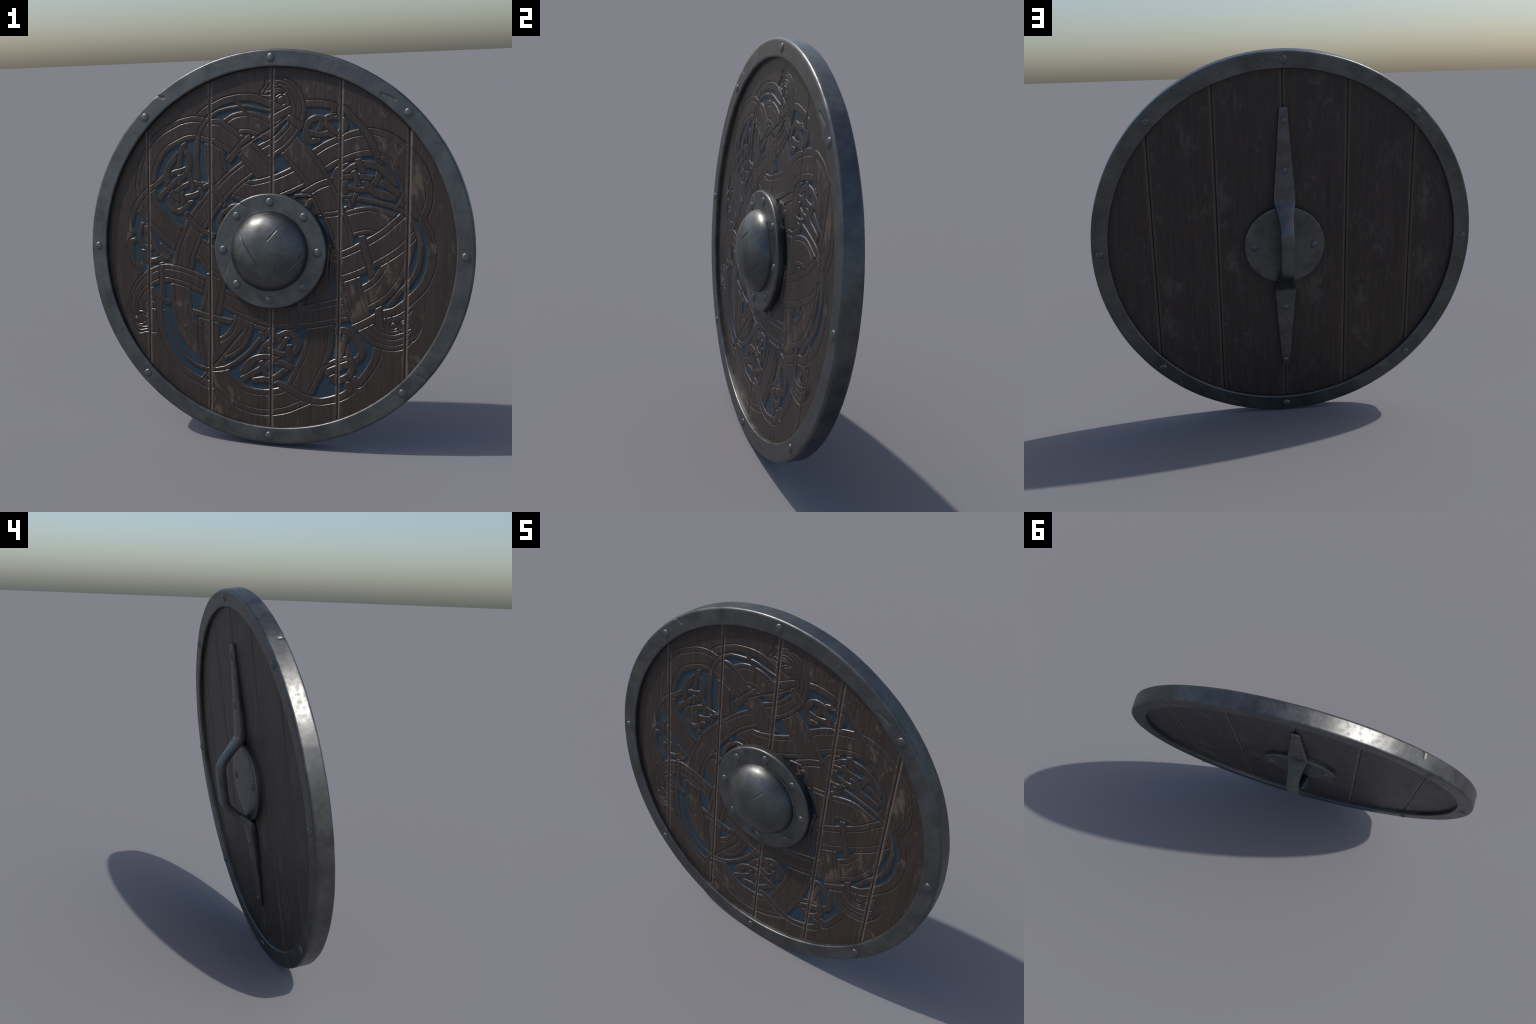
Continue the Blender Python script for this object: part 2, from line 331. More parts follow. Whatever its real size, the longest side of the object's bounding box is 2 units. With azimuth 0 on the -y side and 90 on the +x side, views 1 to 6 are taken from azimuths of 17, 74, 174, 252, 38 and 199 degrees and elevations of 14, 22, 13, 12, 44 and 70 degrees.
# bottom triangular knot
ribbon(0.0262, "uu", [(-0.089, -0.395), (-0.024, -0.411)])
ribbon(0.0262, "uu", [(-0.03, -0.438), (-0.004, -0.41), (0.026, -0.387)])
ribbon(0.0262, "uu", [(-0.05, -0.417), (-0.044, -0.448), (-0.028, -0.476)])
ribbon(0.0301, "uu", [(-0.051, -0.536), (-0.034, -0.496), (-0.001, -0.469), (0.022, -0.453)])
ribbon(0.0301, "uu", [(0.008, -0.427), (0.057, -0.467)])
ribbon((0.029, 0.034, 0.035, 0.034, 0.034), "uu", [(0.046, -0.435), (0.078, -0.42), (0.108, -0.421), (0.132, -0.437), (0.144, -0.466),
    (0.142, -0.496), (0.119, -0.522)])
ribbon(0.0314, "uu", [(0.09, -0.441), (0.051, -0.506)])
ribbon(0.0328, "uu", [(0.095, -0.487), (0.098, -0.525), (0.1, -0.57)])
ribbon(0.0288, "uu", [(-0.019, -0.51), (0.018, -0.522), (0.048, -0.529), (0.08, -0.531)])
ribbon((0.058, 0.052, 0.039, 0.031, 0.031, 0.031), "uu", [(-0.138, -0.639), (-0.121, -0.603), (-0.093, -0.572), (-0.05, -0.552),
    (-0.007, -0.551), (0.03, -0.563)])
ribbon(0.0341, "uo", [(-0.054, -0.618), (-0.111, -0.652), (-0.158, -0.681)], lift=0.1)
ribbon(0.0275, "uu", [(-0.054, -0.572), (-0.043, -0.608), (-0.021, -0.651)])
ribbon(0.0314, "uu", [(-0.019, -0.603), (0.006, -0.571), (0.033, -0.545)])
ribbon(0.0341, "uu", [(0.03, -0.571), (0.085, -0.587), (0.138, -0.604)])
ribbon(0.0328, "uu", [(-0.09, -0.68), (-0.043, -0.671), (-0.003, -0.668), (0.037, -0.647), (0.082, -0.609)])

# grooves along the outside of every band, cut into whatever lies lower
for rows, cols, E, lev in bands:
    L, H = level[rows, cols], height[rows, cols]
    x = -E
    cut = -DEPTH * bead((x - GAP) / SHOULDER)
    near = (x >= 0) & (x < GAP + SHOULDER) & (lev > L - 1e-6)
    H[near] = np.minimum(H[near], cut[near])

# eyes, brows, jaws and crests of the three heads
stroke(0.0058, [(0.065, 0.854), (0.039, 0.866), (0.016, 0.866), (-0.013, 0.861), (-0.031, 0.849), (-0.033, 0.831), (-0.046, 0.809),
    (-0.061, 0.785), (-0.009, 0.779)])
stroke(0.0047, [(-0.037, 0.792), (-0.026, 0.801), (-0.003, 0.802)])
stroke(0.0047, [(-0.005, 0.839), (-0.023, 0.813), (-0.037, 0.803)])
stroke(0.0042, [(-0.016, 0.849), (-0.003, 0.858)])
stroke(0.0047, [(0.017, 0.813), (0.046, 0.81), (0.071, 0.789)])
stroke(0.0042, [(0.017, 0.801), (0.04, 0.799), (0.059, 0.786)])
stroke(0.0047, [(0.02, 0.772), (0.043, 0.784), (0.063, 0.781), (0.072, 0.795)])
stroke(0.0047, [(0.05, 0.774), (0.031, 0.764), (0.027, 0.75), (0.037, 0.734), (0.053, 0.729), (0.068, 0.738), (0.069, 0.757), (0.06, 0.771),
    (0.05, 0.774)])
stroke(0.0042, [(0.02, 0.826), (0.043, 0.83), (0.072, 0.82)])
stroke(0.0039, [(0.066, 0.763), (0.074, 0.738), (0.063, 0.718)])
stroke(0.0052, [(0.325, 0.073), (0.31, 0.033), (0.298, -0.019), (0.293, -0.08), (0.293, -0.14)])
stroke(0.0047, [(0.331, -0.007), (0.32, 0.018), (0.31, 0.03)])
stroke(0.0042, [(0.187, -0.231), (0.19, -0.249), (0.188, -0.27)])
stroke(0.0039, [(0.222, -0.198), (0.224, -0.258)])
stroke(0.0058, [(0.692, -0.289), (0.716, -0.266), (0.724, -0.303), (0.755, -0.342), (0.744, -0.38), (0.728, -0.411), (0.703, -0.43)])
stroke(0.0045, [(0.712, -0.304), (0.736, -0.343), (0.739, -0.368), (0.725, -0.4)])
stroke(0.0042, [(0.71, -0.339), (0.722, -0.369), (0.704, -0.421)])
stroke(0.0042, [(0.693, -0.327), (0.71, -0.354), (0.714, -0.376)])
stroke(0.0047, [(0.624, -0.33), (0.609, -0.341), (0.609, -0.354), (0.624, -0.363), (0.64, -0.354), (0.641, -0.34), (0.624, -0.33)])
stroke(0.0042, [(0.589, -0.314), (0.593, -0.352), (0.615, -0.373), (0.646, -0.369)])
stroke(0.0047, [(0.648, -0.386), (0.649, -0.352), (0.656, -0.326), (0.677, -0.314)])
stroke(0.0042, [(0.66, -0.364), (0.661, -0.335), (0.677, -0.325)])
stroke(0.0039, [(0.614, -0.297), (0.616, -0.324)])
stroke(0.0052, [(-0.787, -0.358), (-0.776, -0.386), (-0.751, -0.409), (-0.724, -0.413), (-0.701, -0.399)])
stroke(0.0052, [(-0.778, -0.389), (-0.767, -0.43), (-0.737, -0.464), (-0.693, -0.454), (-0.641, -0.459)])
stroke(0.0047, [(-0.764, -0.405), (-0.735, -0.443), (-0.691, -0.438)])
stroke(0.0045, [(-0.751, -0.419), (-0.717, -0.427), (-0.69, -0.424)])
stroke(0.0045, [(-0.735, -0.344), (-0.713, -0.344), (-0.687, -0.357)])
stroke(0.0042, [(-0.736, -0.355), (-0.721, -0.386), (-0.706, -0.403)])
stroke(0.0042, [(-0.724, -0.359), (-0.706, -0.392)])
stroke(0.0047, [(-0.692, -0.351), (-0.706, -0.334), (-0.705, -0.307), (-0.681, -0.287), (-0.655, -0.287), (-0.637, -0.294)])
stroke(0.0047, [(-0.674, -0.327), (-0.637, -0.33)])
stroke(0.0039, [(-0.667, -0.419), (-0.64, -0.458)])
stroke(0.0042, [(-0.721, -0.36), (-0.692, -0.371)])

# sword cuts
gouge(0.0131, [(-0.177, 0.505), (-0.079, 0.57), (0.008, 0.62), (0.093, 0.678)])
gouge(0.0118, [(-0.206, 0.779), (-0.16, 0.72), (-0.093, 0.646)])
gouge(0.0105, [(0.579, 0.508), (0.621, 0.417), (0.671, 0.317), (0.7, 0.274), (0.765, 0.149), (0.823, 0.019)])
gouge(0.0092, [(0.626, 0.429), (0.67, 0.35)])
gouge(0.0105, [(-0.755, 0.207), (-0.679, 0.15), (-0.588, 0.067)])
gouge(0.0131, [(-0.387, -0.714), (-0.333, -0.643), (-0.251, -0.545), (-0.137, -0.405)])
gouge(0.0105, [(0.263, -0.586), (0.34, -0.544), (0.422, -0.519)])

def edge_run(n, reach, seed):
    r = np.random.default_rng(seed).normal(size=n + 2 * reach)
    k = np.hanning(2 * reach + 1)
    r = np.convolve(r, k / np.sqrt((k * k).sum()), mode='same')
    return r[reach:-reach]


# wood fibres: fine vertical streaks of relief
fib = rng.normal(size=(M, M))
cum = np.cumsum(np.vstack([np.zeros((60, M)), fib, np.zeros((60, M))]), axis=0)
fib = (cum[120:] - cum[:-120]) / math.sqrt(120)
fib = fib[:M]
fib = 0.6 * fib + 0.3 * np.roll(fib, 1, axis=1) + 0.3 * np.roll(fib, -1, axis=1)
height += 0.00013 * fib * np.where(height < -DEPTH * 0.8, 0.5, 1.0)

# chamfered seams between the planks
for i, s in enumerate(SEAMS):
    c = slice(np.searchsorted(axis, s - 0.02), np.searchsorted(axis, s + 0.02))
    wob = 0.0012 * edge_run(M, 20, 40 + i)
    x = np.abs(axis[c] - s)[None, :] * np.ones((M, 1))
    bevel = 0.0115 + wob[:, None]
    prof = -0.0040 * np.clip(1 - (x - 0.0035) / (bevel - 0.0035), 0, 1) ** 1.2 - 0.0012 * np.exp(-(x / 0.002) ** 2)
    prof = np.where(x > bevel, 0, prof)
    height[:, c] = np.minimum(height[:, c] * np.where(x < bevel, 0.6, 1), prof + 0.0002)


# ------------------------------------------------------------------ small mesh helpers
def make_mesh(name, verts, quads, materials, smooth_shade=True, indices=None):
    me = bpy.data.meshes.new(name)
    verts = np.asarray(verts, np.float32)
    if isinstance(quads, np.ndarray):
        me.vertices.add(len(verts))
        me.vertices.foreach_set('co', verts.ravel())
        me.loops.add(quads.size)
        me.loops.foreach_set('vertex_index', quads.astype(np.int32).ravel())
        me.polygons.add(len(quads))
        me.polygons.foreach_set('loop_start', np.arange(0, quads.size, quads.shape[1], dtype=np.int32))
        me.update(calc_edges=True)
    else:
        me.from_pydata([tuple(v) for v in verts], [], quads)
    for m in materials:
        me.materials.append(m)
    if indices is not None:
        me.polygons.foreach_set('material_index', np.asarray(indices, np.int32))
    me.polygons.foreach_set('use_smooth', np.full(len(me.polygons), smooth_shade))
    me.validate()
    me.update()
    return me


def sweep_grid(rows, cols, close_cols=False):
    """Quad indices of a grid of rows x cols vertices."""
    a = np.arange(rows * cols).reshape(rows, cols)
    if close_cols:
        a = np.hstack([a, a[:, :1]])
    return np.stack([a[:-1, :-1], a[:-1, 1:], a[1:, 1:], a[1:, :-1]], -1).reshape(-1, 4)


# ------------------------------------------------------------------ materials
def node_material(name):
    m = bpy.data.materials.new(name)
    m.use_nodes = True
    nt = m.node_tree
    nt.nodes.clear()
    out = nt.nodes.new('ShaderNodeOutputMaterial')
    b = nt.nodes.new('ShaderNodeBsdfPrincipled')
    nt.links.new(b.outputs[0], out.inputs[0])
    return m, nt, b


class Nodes:
    """Short helpers for wiring node graphs."""
    def __init__(self, nt):
        self.nt = nt
        self.obj = nt.nodes.new('ShaderNodeTexCoord').outputs['Object']

    def link(self, a, b):
        if isinstance(a, bpy.types.NodeSocket):
            self.nt.links.new(a, b)
        else:
            b.default_value = a

    def mapped(self, scale, loc=(0, 0, 0)):
        n = self.nt.nodes.new('ShaderNodeMapping')
        n.inputs['Scale'].default_value = scale
        n.inputs['Location'].default_value = loc
        self.nt.links.new(self.obj, n.inputs[0])
        return n.outputs[0]

    def noise(self, vec, scale, detail=4, rough=0.55, dist=0.0):
        n = self.nt.nodes.new('ShaderNodeTexNoise')
        n.inputs['Scale'].default_value = scale
        n.inputs['Detail'].default_value = detail
        n.inputs['Roughness'].default_value = rough
        n.inputs['Distortion'].default_value = dist
        self.nt.links.new(vec, n.inputs['Vector'])
        return n.outputs['Fac']

    def math(self, op, a, b=0.0, clamp=False):
        n = self.nt.nodes.new('ShaderNodeMath')
        n.operation = op
        n.use_clamp = clamp
        self.link(a, n.inputs[0])
        self.link(b, n.inputs[1])
        return n.outputs[0]

    def step(self, v, lo, hi, a=0.0, b=1.0):
        n = self.nt.nodes.new('ShaderNodeMapRange')
        n.interpolation_type = 'SMOOTHSTEP'
        self.link(v, n.inputs[0])
        for i, x in enumerate((lo, hi, a, b)):
            n.inputs[i + 1].default_value = x
        return n.outputs[0]

    def mix(self, f, a, b):
        n = self.nt.nodes.new('ShaderNodeMix')
        n.data_type = 'RGBA'
        self.link(f, n.inputs['Factor'])
        for v, s in ((a, n.inputs['A']), (b, n.inputs['B'])):
            if isinstance(v, tuple):
                s.default_value = (*v, 1)
            else:
                self.nt.links.new(v, s)
        return n.outputs['Result']

    def split(self, v):
        n = self.nt.nodes.new('ShaderNodeSeparateXYZ')
        self.nt.links.new(v, n.inputs[0])
        return n.outputs

    def bump(self, h, strength, dist, target):
        n = self.nt.nodes.new('ShaderNodeBump')
        n.inputs['Strength'].default_value = strength
        n.inputs['Distance'].default_value = dist
        self.nt.links.new(h, n.inputs['Height'])
        self.nt.links.new(n.outputs[0], target)

    def pointiness(self):
        return self.nt.nodes.new('ShaderNodeNewGeometry').outputs['Pointiness']


def wood_material(name, carved):
    m, nt, b = node_material(name)
    N_ = Nodes(nt)
    grain = N_.noise(N_.mapped((38, 38, 1.6)), 3.0, 6, 0.65)
    fibre = N_.noise(N_.mapped((210, 210, 5)), 1.6, 4, 0.6)
    blotch = N_.noise(N_.mapped((3.2, 3.2, 2.2)), 1.6, 5, 0.62)
    wear = N_.noise(N_.mapped((15, 15, 8) if carved else (21, 21, 11), (3.1, 0, 1.7)), 1.0, 8, 0.74, 0.7)
    col = N_.mix(N_.step(grain, 0.34, 0.66), DARK, MID)
    col = N_.mix(N_.math('MULTIPLY', N_.step(fibre, 0.5, 0.75), 0.45), col, DEEP)
    spot = None
    for sx, sz in (FRONT_SCUFFS if carved else BACK_SCUFFS):
        d = nt.nodes.new('ShaderNodeVectorMath')
        d.operation = 'DISTANCE'
        nt.links.new(N_.mapped((1, 0, 0.75)), d.inputs[0])
        d.inputs[1].default_value = (sx, 0, sz * 0.75)
        f = N_.step(d.outputs['Value'], 0.01, 0.12, 1, 0)
        spot = f if spot is None else N_.math('MAXIMUM', spot, f)
    scuff = N_.math('ADD', wear, N_.math('MULTIPLY', spot, 0.11))
    scuff = N_.math('ADD', scuff, N_.math('MULTIPLY', N_.math('SUBTRACT', blotch, 0.5), 0.35))
    patch = N_.step(scuff, 0.585, 0.70) if carved else N_.step(scuff, 0.53, 0.72)
    col = N_.mix(N_.math('MULTIPLY', patch, WORN_AMOUNT if carved else 0.62), col, WORN if carved else WORN_BACK)
    xyz = N_.split(N_.obj)
    near = None
    for s in SEAMS:
        d = N_.math('ABSOLUTE', N_.math('SUBTRACT', xyz[0], s))
        near = d if near is None else N_.math('MINIMUM', near, d)
    ragged = N_.math('ADD', near, N_.math('MULTIPLY', N_.math('SUBTRACT', wear, 0.5), 0.022))
    seam_edge = N_.math('MULTIPLY', N_.step(ragged, 0.010, 0.016, 1, 0), N_.step(near, 0.0030, 0.0055))
    col = N_.mix(N_.math('MULTIPLY', seam_edge, 0.8 if carved else 0.5), col, WORN)
    col = N_.mix(N_.step(near, 0.0022, 0.0042, 0.75 if carved else 0.55, 0.0), col, (0.016, 0.016, 0.018))
    rough = N_.step(wear, 0.3, 0.7, 0.40, 0.54)
    if carved:                                            # roughness lowered on carved slopes to brighten their sun glints
        g = nt.nodes.new('ShaderNodeNewGeometry')
        v = nt.nodes.new('ShaderNodeVectorTransform')
        v.vector_type, v.convert_from, v.convert_to = 'NORMAL', 'WORLD', 'OBJECT'
        nt.links.new(g.outputs['Normal'], v.inputs[0])
        facing = N_.math('ABSOLUTE', N_.split(v.outputs[0])[1])
        rough = N_.math('MULTIPLY', rough, N_.step(facing, 0.80, 0.96, 0.60, 1.0))
    if carved:
        sunk = N_.math('ADD', xyz[1], WOOD)                       # depth under the plank's face
        paint = N_.step(sunk, DEPTH * 0.70, DEPTH * 0.92)
        away = N_.step(near, 0.008, 0.012)
        keep = N_.step(N_.math('ADD', wear, N_.math('MULTIPLY', blotch, 0.5)), 0.90, 0.80)
        chips = N_.math('MULTIPLY', N_.math('MULTIPLY', paint, away), keep)
        blue = N_.mix(N_.step(grain, 0.3, 0.7), BLUE_A, BLUE_B)
        col = N_.mix(chips, col, blue)
    nt.links.new(col, b.inputs['Base Color'])
    nt.links.new(rough, b.inputs['Roughness'])
    b.inputs['Specular IOR Level'].default_value = 0.4
    if carved:
        nt.links.new(N_.step(facing, 0.75, 0.95, 1.0, 0.36), b.inputs['Specular IOR Level'])  # specular boosted on slopes so edge highlights show whiter
    h = N_.math('ADD', N_.math('MULTIPLY', fibre, 0.5), N_.math('MULTIPLY', grain, 0.6))
    h = N_.math('ADD', h, N_.math('MULTIPLY', wear, 0.4))
    N_.bump(h, 0.35, 0.0022, b.inputs['Normal'])
    return m


def iron_material(name, light, dark):
    m, nt, b = node_material(name)
    N_ = Nodes(nt)
    cloud = N_.noise(N_.mapped((7, 7, 7)), 1.4, 6, 0.62)
    spot = N_.noise(N_.mapped((34, 34, 34)), 1.3, 6, 0.66)
    fine = N_.noise(N_.mapped((120, 120, 120)), 1.5, 4, 0.6)
    col = N_.mix(N_.step(cloud, 0.25, 0.75), dark, light)
    col = N_.mix(N_.math('MULTIPLY', N_.step(spot, 0.48, 0.68), 0.30), col, tuple(c * 0.72 for c in dark))
    edge = N_.step(N_.pointiness(), 0.515, 0.58)
    col = N_.mix(N_.math('MULTIPLY', edge, 0.45), col, tuple(min(1, c * 1.7) for c in light))
    nt.links.new(col, b.inputs['Base Color'])
    b.inputs['Metallic'].default_value = IRON_METAL
    r = N_.math('ADD', N_.step(spot, 0.3, 0.72, IRON_R0, IRON_R1), N_.step(cloud, 0.3, 0.7, -0.04, 0.05))
    nt.links.new(r, b.inputs['Roughness'])
    h = N_.math('ADD', N_.math('MULTIPLY', spot, 1.0), N_.math('MULTIPLY', fine, 0.3))
    N_.bump(h, 0.10, 0.003, b.inputs['Normal'])
    return m


DARK, MID, DEEP, WORN, WORN_AMOUNT = (0.026, 0.0180, 0.0145), (0.043, 0.0298, 0.0240), (0.016, 0.0118, 0.0103), (0.110, 0.082, 0.063), 0.68
WORN_BACK = (0.088, 0.071, 0.060)
FRONT_SCUFFS = ((0.72, 0.37), (0.81, 0.02), (0.64, -0.11), (0.45, -0.22), (-0.44, -0.31), (-0.46, -0.49), (-0.23, -0.74), (-0.26, -0.5), (0.5, -0.17), (0.39, -0.27), (-0.23, -0.82), (-0.8, 0.09), (0.58, 0.54), (0.38, -0.5))
BACK_SCUFFS = ((0.49, 0.59), (-0.18, 0.77), (-0.54, 0.49), (0.3, 0.31), (-0.75, 0.22), (-0.13, 0.27), (-0.76, -0.15), (0.6, -0.18), (-0.41, -0.28), (0.61, -0.45), (-0.42, -0.56), (0.39, -0.72), (-0.14, -0.26), (0.28, -0.07))
BLUE_A, BLUE_B = (0.0115, 0.027, 0.043), (0.016, 0.036, 0.054)
IRON_METAL, IRON_R0, IRON_R1 = 0.88, 0.33, 0.47
front_wood = wood_material('carved_oak', True)
back_wood = wood_material('plain_oak', False)
iron = iron_material('forged_iron', (0.138, 0.141, 0.141), (0.084, 0.086, 0.086))
rivet_iron = iron_material('rivet_iron', (0.138, 0.141, 0.143), (0.098, 0.101, 0.103))

# ------------------------------------------------------------------ the object tree
lean = Matrix.Rotation(LEAN, 4, 'X')
CENTRE = Vector((0.0, -0.0044, 0.9958))
root = bpy.data.objects.new('round_shield', None)
root.empty_display_size = 0.2
bpy.context.collection.objects.link(root)
root.location = CENTRE + lean @ Vector((0, 0, -RIM_R))
root.rotation_euler = (LEAN, 0, 0)
root['label'] = 'weathered round wooden shield with carved serpent interlace, iron rim and domed boss'
root['category'] = 'shield'


def add(name, mesh, parent=root, loc=(0, 0, 0), kind=None):
    ob = bpy.data.objects.new(name, mesh)
    bpy.context.collection.objects.link(ob)
    ob.parent = parent
    ob.location = Vector((0, 0, RIM_R)) + Vector(loc) if parent is root else Vector(loc)
    if kind:
        ob['kind'] = kind
    return ob


# ------------------------------------------------------------------ planks
back_height = np.zeros(M)
edges = [-0.9361] + list(SEAMS) + [0.9361]
R2 = 0.930 ** 2
for k in range(6):
    c0 = int(round(max(edges[k], axis[0]) / STEP)) + N
    c1 = int(round(min(edges[k + 1], axis[-1]) / STEP)) + N
    fcols = np.arange(c0, c1 + 1)
    x = axis[fcols].copy()
    x[0] += 0.0002
    x[-1] -= 0.0002
    X = np.broadcast_to(x, (M, len(x)))
    Z = np.broadcast_to(axis[:, None], X.shape)
    front = np.stack([X, -(WOOD + height[:, fcols]), Z], -1).reshape(-1, 3)
    # the back needs columns only where its seams bend
    bx = [x[0], x[0] + 0.003, x[0] + 0.006, x[0] + 0.012]
    bx += list(np.linspace(x[0] + 0.03, x[-1] - 0.03, 9))
    bx += [x[-1] - 0.012, x[-1] - 0.006, x[-1] - 0.003, x[-1]]
    bx = np.array(bx)
    nb = len(bx)
    d = np.minimum(np.abs(bx - x[0]) if k > 0 else np.full(nb, 1.0), np.abs(bx - x[-1]) if k < 5 else np.full(nb, 1.0))
    hb = -0.0042 * np.clip(1 - (d - 0.003) / 0.009, 0, 1) - 0.0015 * (d < 0.001)
    BX = np.broadcast_to(bx, (M, nb))
    BZ = np.broadcast_to(axis[:, None], BX.shape)
    BY = np.broadcast_to(WOOD + hb, BX.shape)
    rear = np.stack([BX, BY, BZ], -1).reshape(-1, 3)
    nf = len(x)
    qf = sweep_grid(M, nf)
    qb = sweep_grid(M, nb)[:, ::-1] + M * nf
    fi = np.arange(M * nf).reshape(M, nf)
    bi = np.arange(M * nb).reshape(M, nb) + M * nf
    wall_l = np.stack([bi[:-1, 0], fi[:-1, 0], fi[1:, 0], bi[1:, 0]], -1)
    wall_r = np.stack([fi[:-1, -1], bi[:-1, -1], bi[1:, -1], fi[1:, -1]], -1)
    V = np.vstack([front, rear])
    Q = np.vstack([qf, qb, wall_l, wall_r])
    mats = np.concatenate([np.zeros(len(qf)), np.ones(len(qb)), np.ones(len(wall_l) * 2)])
    ok = (V[:, 0] ** 2 + V[:, 2] ** 2) < R2
    # faces of the back are wide: let them run on inside the rim's ring
    keep = np.where(mats == 0, ok[Q].all(1), ((V[:, 0] ** 2 + V[:, 2] ** 2) < 0.985 ** 2)[Q].all(1) & ok[Q].any(1))
    Q, mats = Q[keep], mats[keep]
    used = np.unique(Q)
    remap = np.full(len(V), -1)
    remap[used] = np.arange(len(used))
    add('plank', make_mesh('plank', V[used], remap[Q], [front_wood, back_wood], True, mats))


# ------------------------------------------------------------------ iron rim
def line_dist(px, pz, a, b):
    ax, az = a
    dx, dz = b[0] - ax, b[1] - az
    L2 = dx * dx + dz * dz
    t = np.clip(((px - ax) * dx + (pz - az) * dz) / L2, 0, 1)
    return np.hypot(px - ax - t * dx, pz - az - t * dz), t


def corner(r, w, rad, a0, a1, n):
    return [(r + rad * math.cos(a), w + rad * math.sin(a)) for a in np.linspace(a0, a1, n)]


def span(a, b, n):
    return [(a[0] + (b[0] - a[0]) * t, a[1] + (b[1] - a[1]) * t) for t in np.linspace(0, 1, n)[1:-1]]


ro, ri, hh, bo, bi_ = RIM_R, RIM_IN, RIM_HALF, 0.012, 0.008
c1 = corner(ri + bi_, hh - bi_, bi_, math.pi, math.pi / 2, 6)
c2 = corner(ro - bo, hh - bo, bo, math.pi / 2, 0, 8)
c3 = corner(ro - bo, -hh + bo, bo, 0, -math.pi / 2, 8)
c4 = corner(ri + bi_, -hh + bi_, bi_, -math.pi / 2, -math.pi, 6)
prof = c1 + span(c1[-1], c2[0], 14) + c2 + span(c2[-1], c3[0], 14) + c3 + span(c3[-1], c4[0], 10) + c4 + span(c4[-1], c1[0], 5)
SEG = 1080
P = np.array(prof)
th = np.linspace(0, 2 * math.pi, SEG, endpoint=False)
Rr = np.repeat(P[:, 0][None], SEG, 0)
Ww = np.repeat(P[:, 1][None], SEG, 0)
T = np.repeat(th[:, None], len(P), 1)
px, pz = Rr * np.cos(T), Rr * np.sin(T)
dent = np.zeros_like(Rr)
for i in range(SEG):
    for j in range(len(P)):
        v = Vector((px[i, j], Ww[i, j], pz[i, j]))
        dent[i, j] = noise.noise(v * 7) * 0.0009 + noise.noise(v * 24) * 0.0003
outer = np.clip((Rr - 0.95) / 0.05, 0, 1)
Rr2 = Rr + dent * (0.35 + 0.65 * outer) * np.where(Rr > 0.93, 1, 0.9)
Ww2 = Ww + np.sign(Ww) * dent * 0.6
edge_f = np.clip((Rr - 0.984) / 0.012, 0, 1) * np.clip((Ww - 0.030) / 0.012, 0, 1)
edge_b = np.clip((Rr - 0.984) / 0.012, 0, 1) * np.clip((-Ww - 0.030) / 0.012, 0, 1)
# blade nicks: (from, to, half width, depth), crossing the front of the rim
for a, b, hw, dp in (((-0.640, 0.800), (-0.572, 0.773), 0.0036, 0.0065), ((0.748, -0.579), (0.800, -0.611), 0.0036, 0.006),
                     ((0.545, 0.768), (0.612, 0.738), 0.006, 0.0042), ((-0.20, -0.955), (-0.16, -0.962), 0.003, 0.0018)):
    d, t = line_dist(px, pz, a, b)
    cut = dp * np.exp(-(d / hw) ** 2) * (Ww > 0)
    fade = np.where(Ww > hh - 0.002, 1.0, np.clip((Ww - 0.0) / hh, 0, 1))
    Ww2 -= cut * fade * (Ww > 0.02)
    Rr2 -= 0.6 * cut * np.clip((Rr - 0.985) / 0.01, 0, 1) * np.clip((Ww - hh + 0.014) / 0.006, 0, 1)
# scrapes across the outer band
for ang, w0, w1, hw, dp in ((2.243, 0.010, 0.05, 0.0034, 0.0062), (0.93, -0.012, 0.0, 0.010, 0.0008), (0.98, -0.008, 0.004, 0.009, 0.0008), (-0.95, -0.02, 0.01, 0.004, 0.002)):
    d = np.hypot((T - (ang % (2 * math.pi))) * RIM_R, np.maximum(0, np.maximum(w0 - Ww, Ww - w1)) * 0.8)
    Rr2 -= dp * np.exp(-(d / hw) ** 2) * (Rr > 0.985)
# scuffed, slightly hammered front edge
for i in range(SEG):
    h = noise.noise(Vector((math.cos(th[i]) * 14, math.sin(th[i]) * 14, 3.3)))
    h2 = noise.noise(Vector((math.cos(th[i]) * 40, math.sin(th[i]) * 40, 8.3)))
    cut = 0.0014 * max(0, h) + 0.0008 * max(0, h2)
    Rr2[i] -= cut * (edge_f[i] + edge_b[i] * 0.7)
V = np.stack([Rr2 * np.cos(T), -Ww2, Rr2 * np.sin(T)], -1)      # rows follow the circle
V = np.vstack([V.reshape(SEG, -1, 3)])
idx = np.arange(SEG * len(P)).reshape(SEG, len(P))
idx = np.vstack([idx, idx[:1]])
idx = np.hstack([idx, idx[:, :1]])
Q = np.stack([idx[:-1, :-1], idx[:-1, 1:], idx[1:, 1:], idx[1:, :-1]], -1).reshape(-1, 4)
rim = add('rim', make_mesh('rim', V.reshape(-1, 3), Q, [iron]))


# ------------------------------------------------------------------ lathe parts
def polar(name, radii, surface, mats, seg=240, flip=False):
    """A disc-like sheet: for each radius and angle surface(r, a) gives the outward offset."""
    th = np.linspace(0, 2 * math.pi, seg, endpoint=False)
    rows = []
    for r, w in radii:
        rows.append(np.stack([r * np.cos(th), -surface(r * np.cos(th), r * np.sin(th), w), r * np.sin(th)], -1))
    V = np.vstack(rows)
    Q = sweep_grid(len(radii), seg, True)
    if flip:
        Q = Q[:, ::-1]
    return make_mesh(name, V, Q, mats)


def scratched(marks):
    def f(x, z, w):
        w = np.full_like(x, w) if np.isscalar(w) else w
        for a, b, hw, dp in marks:
            d, t = line_dist(x, z, a, b)
            end = np.clip(np.minimum(t, 1 - t) / 0.18, 0, 1)
            w = w - dp * np.exp(-(d / hw) ** 2) * (0.25 + 0.75 * end)
        return w
    return f


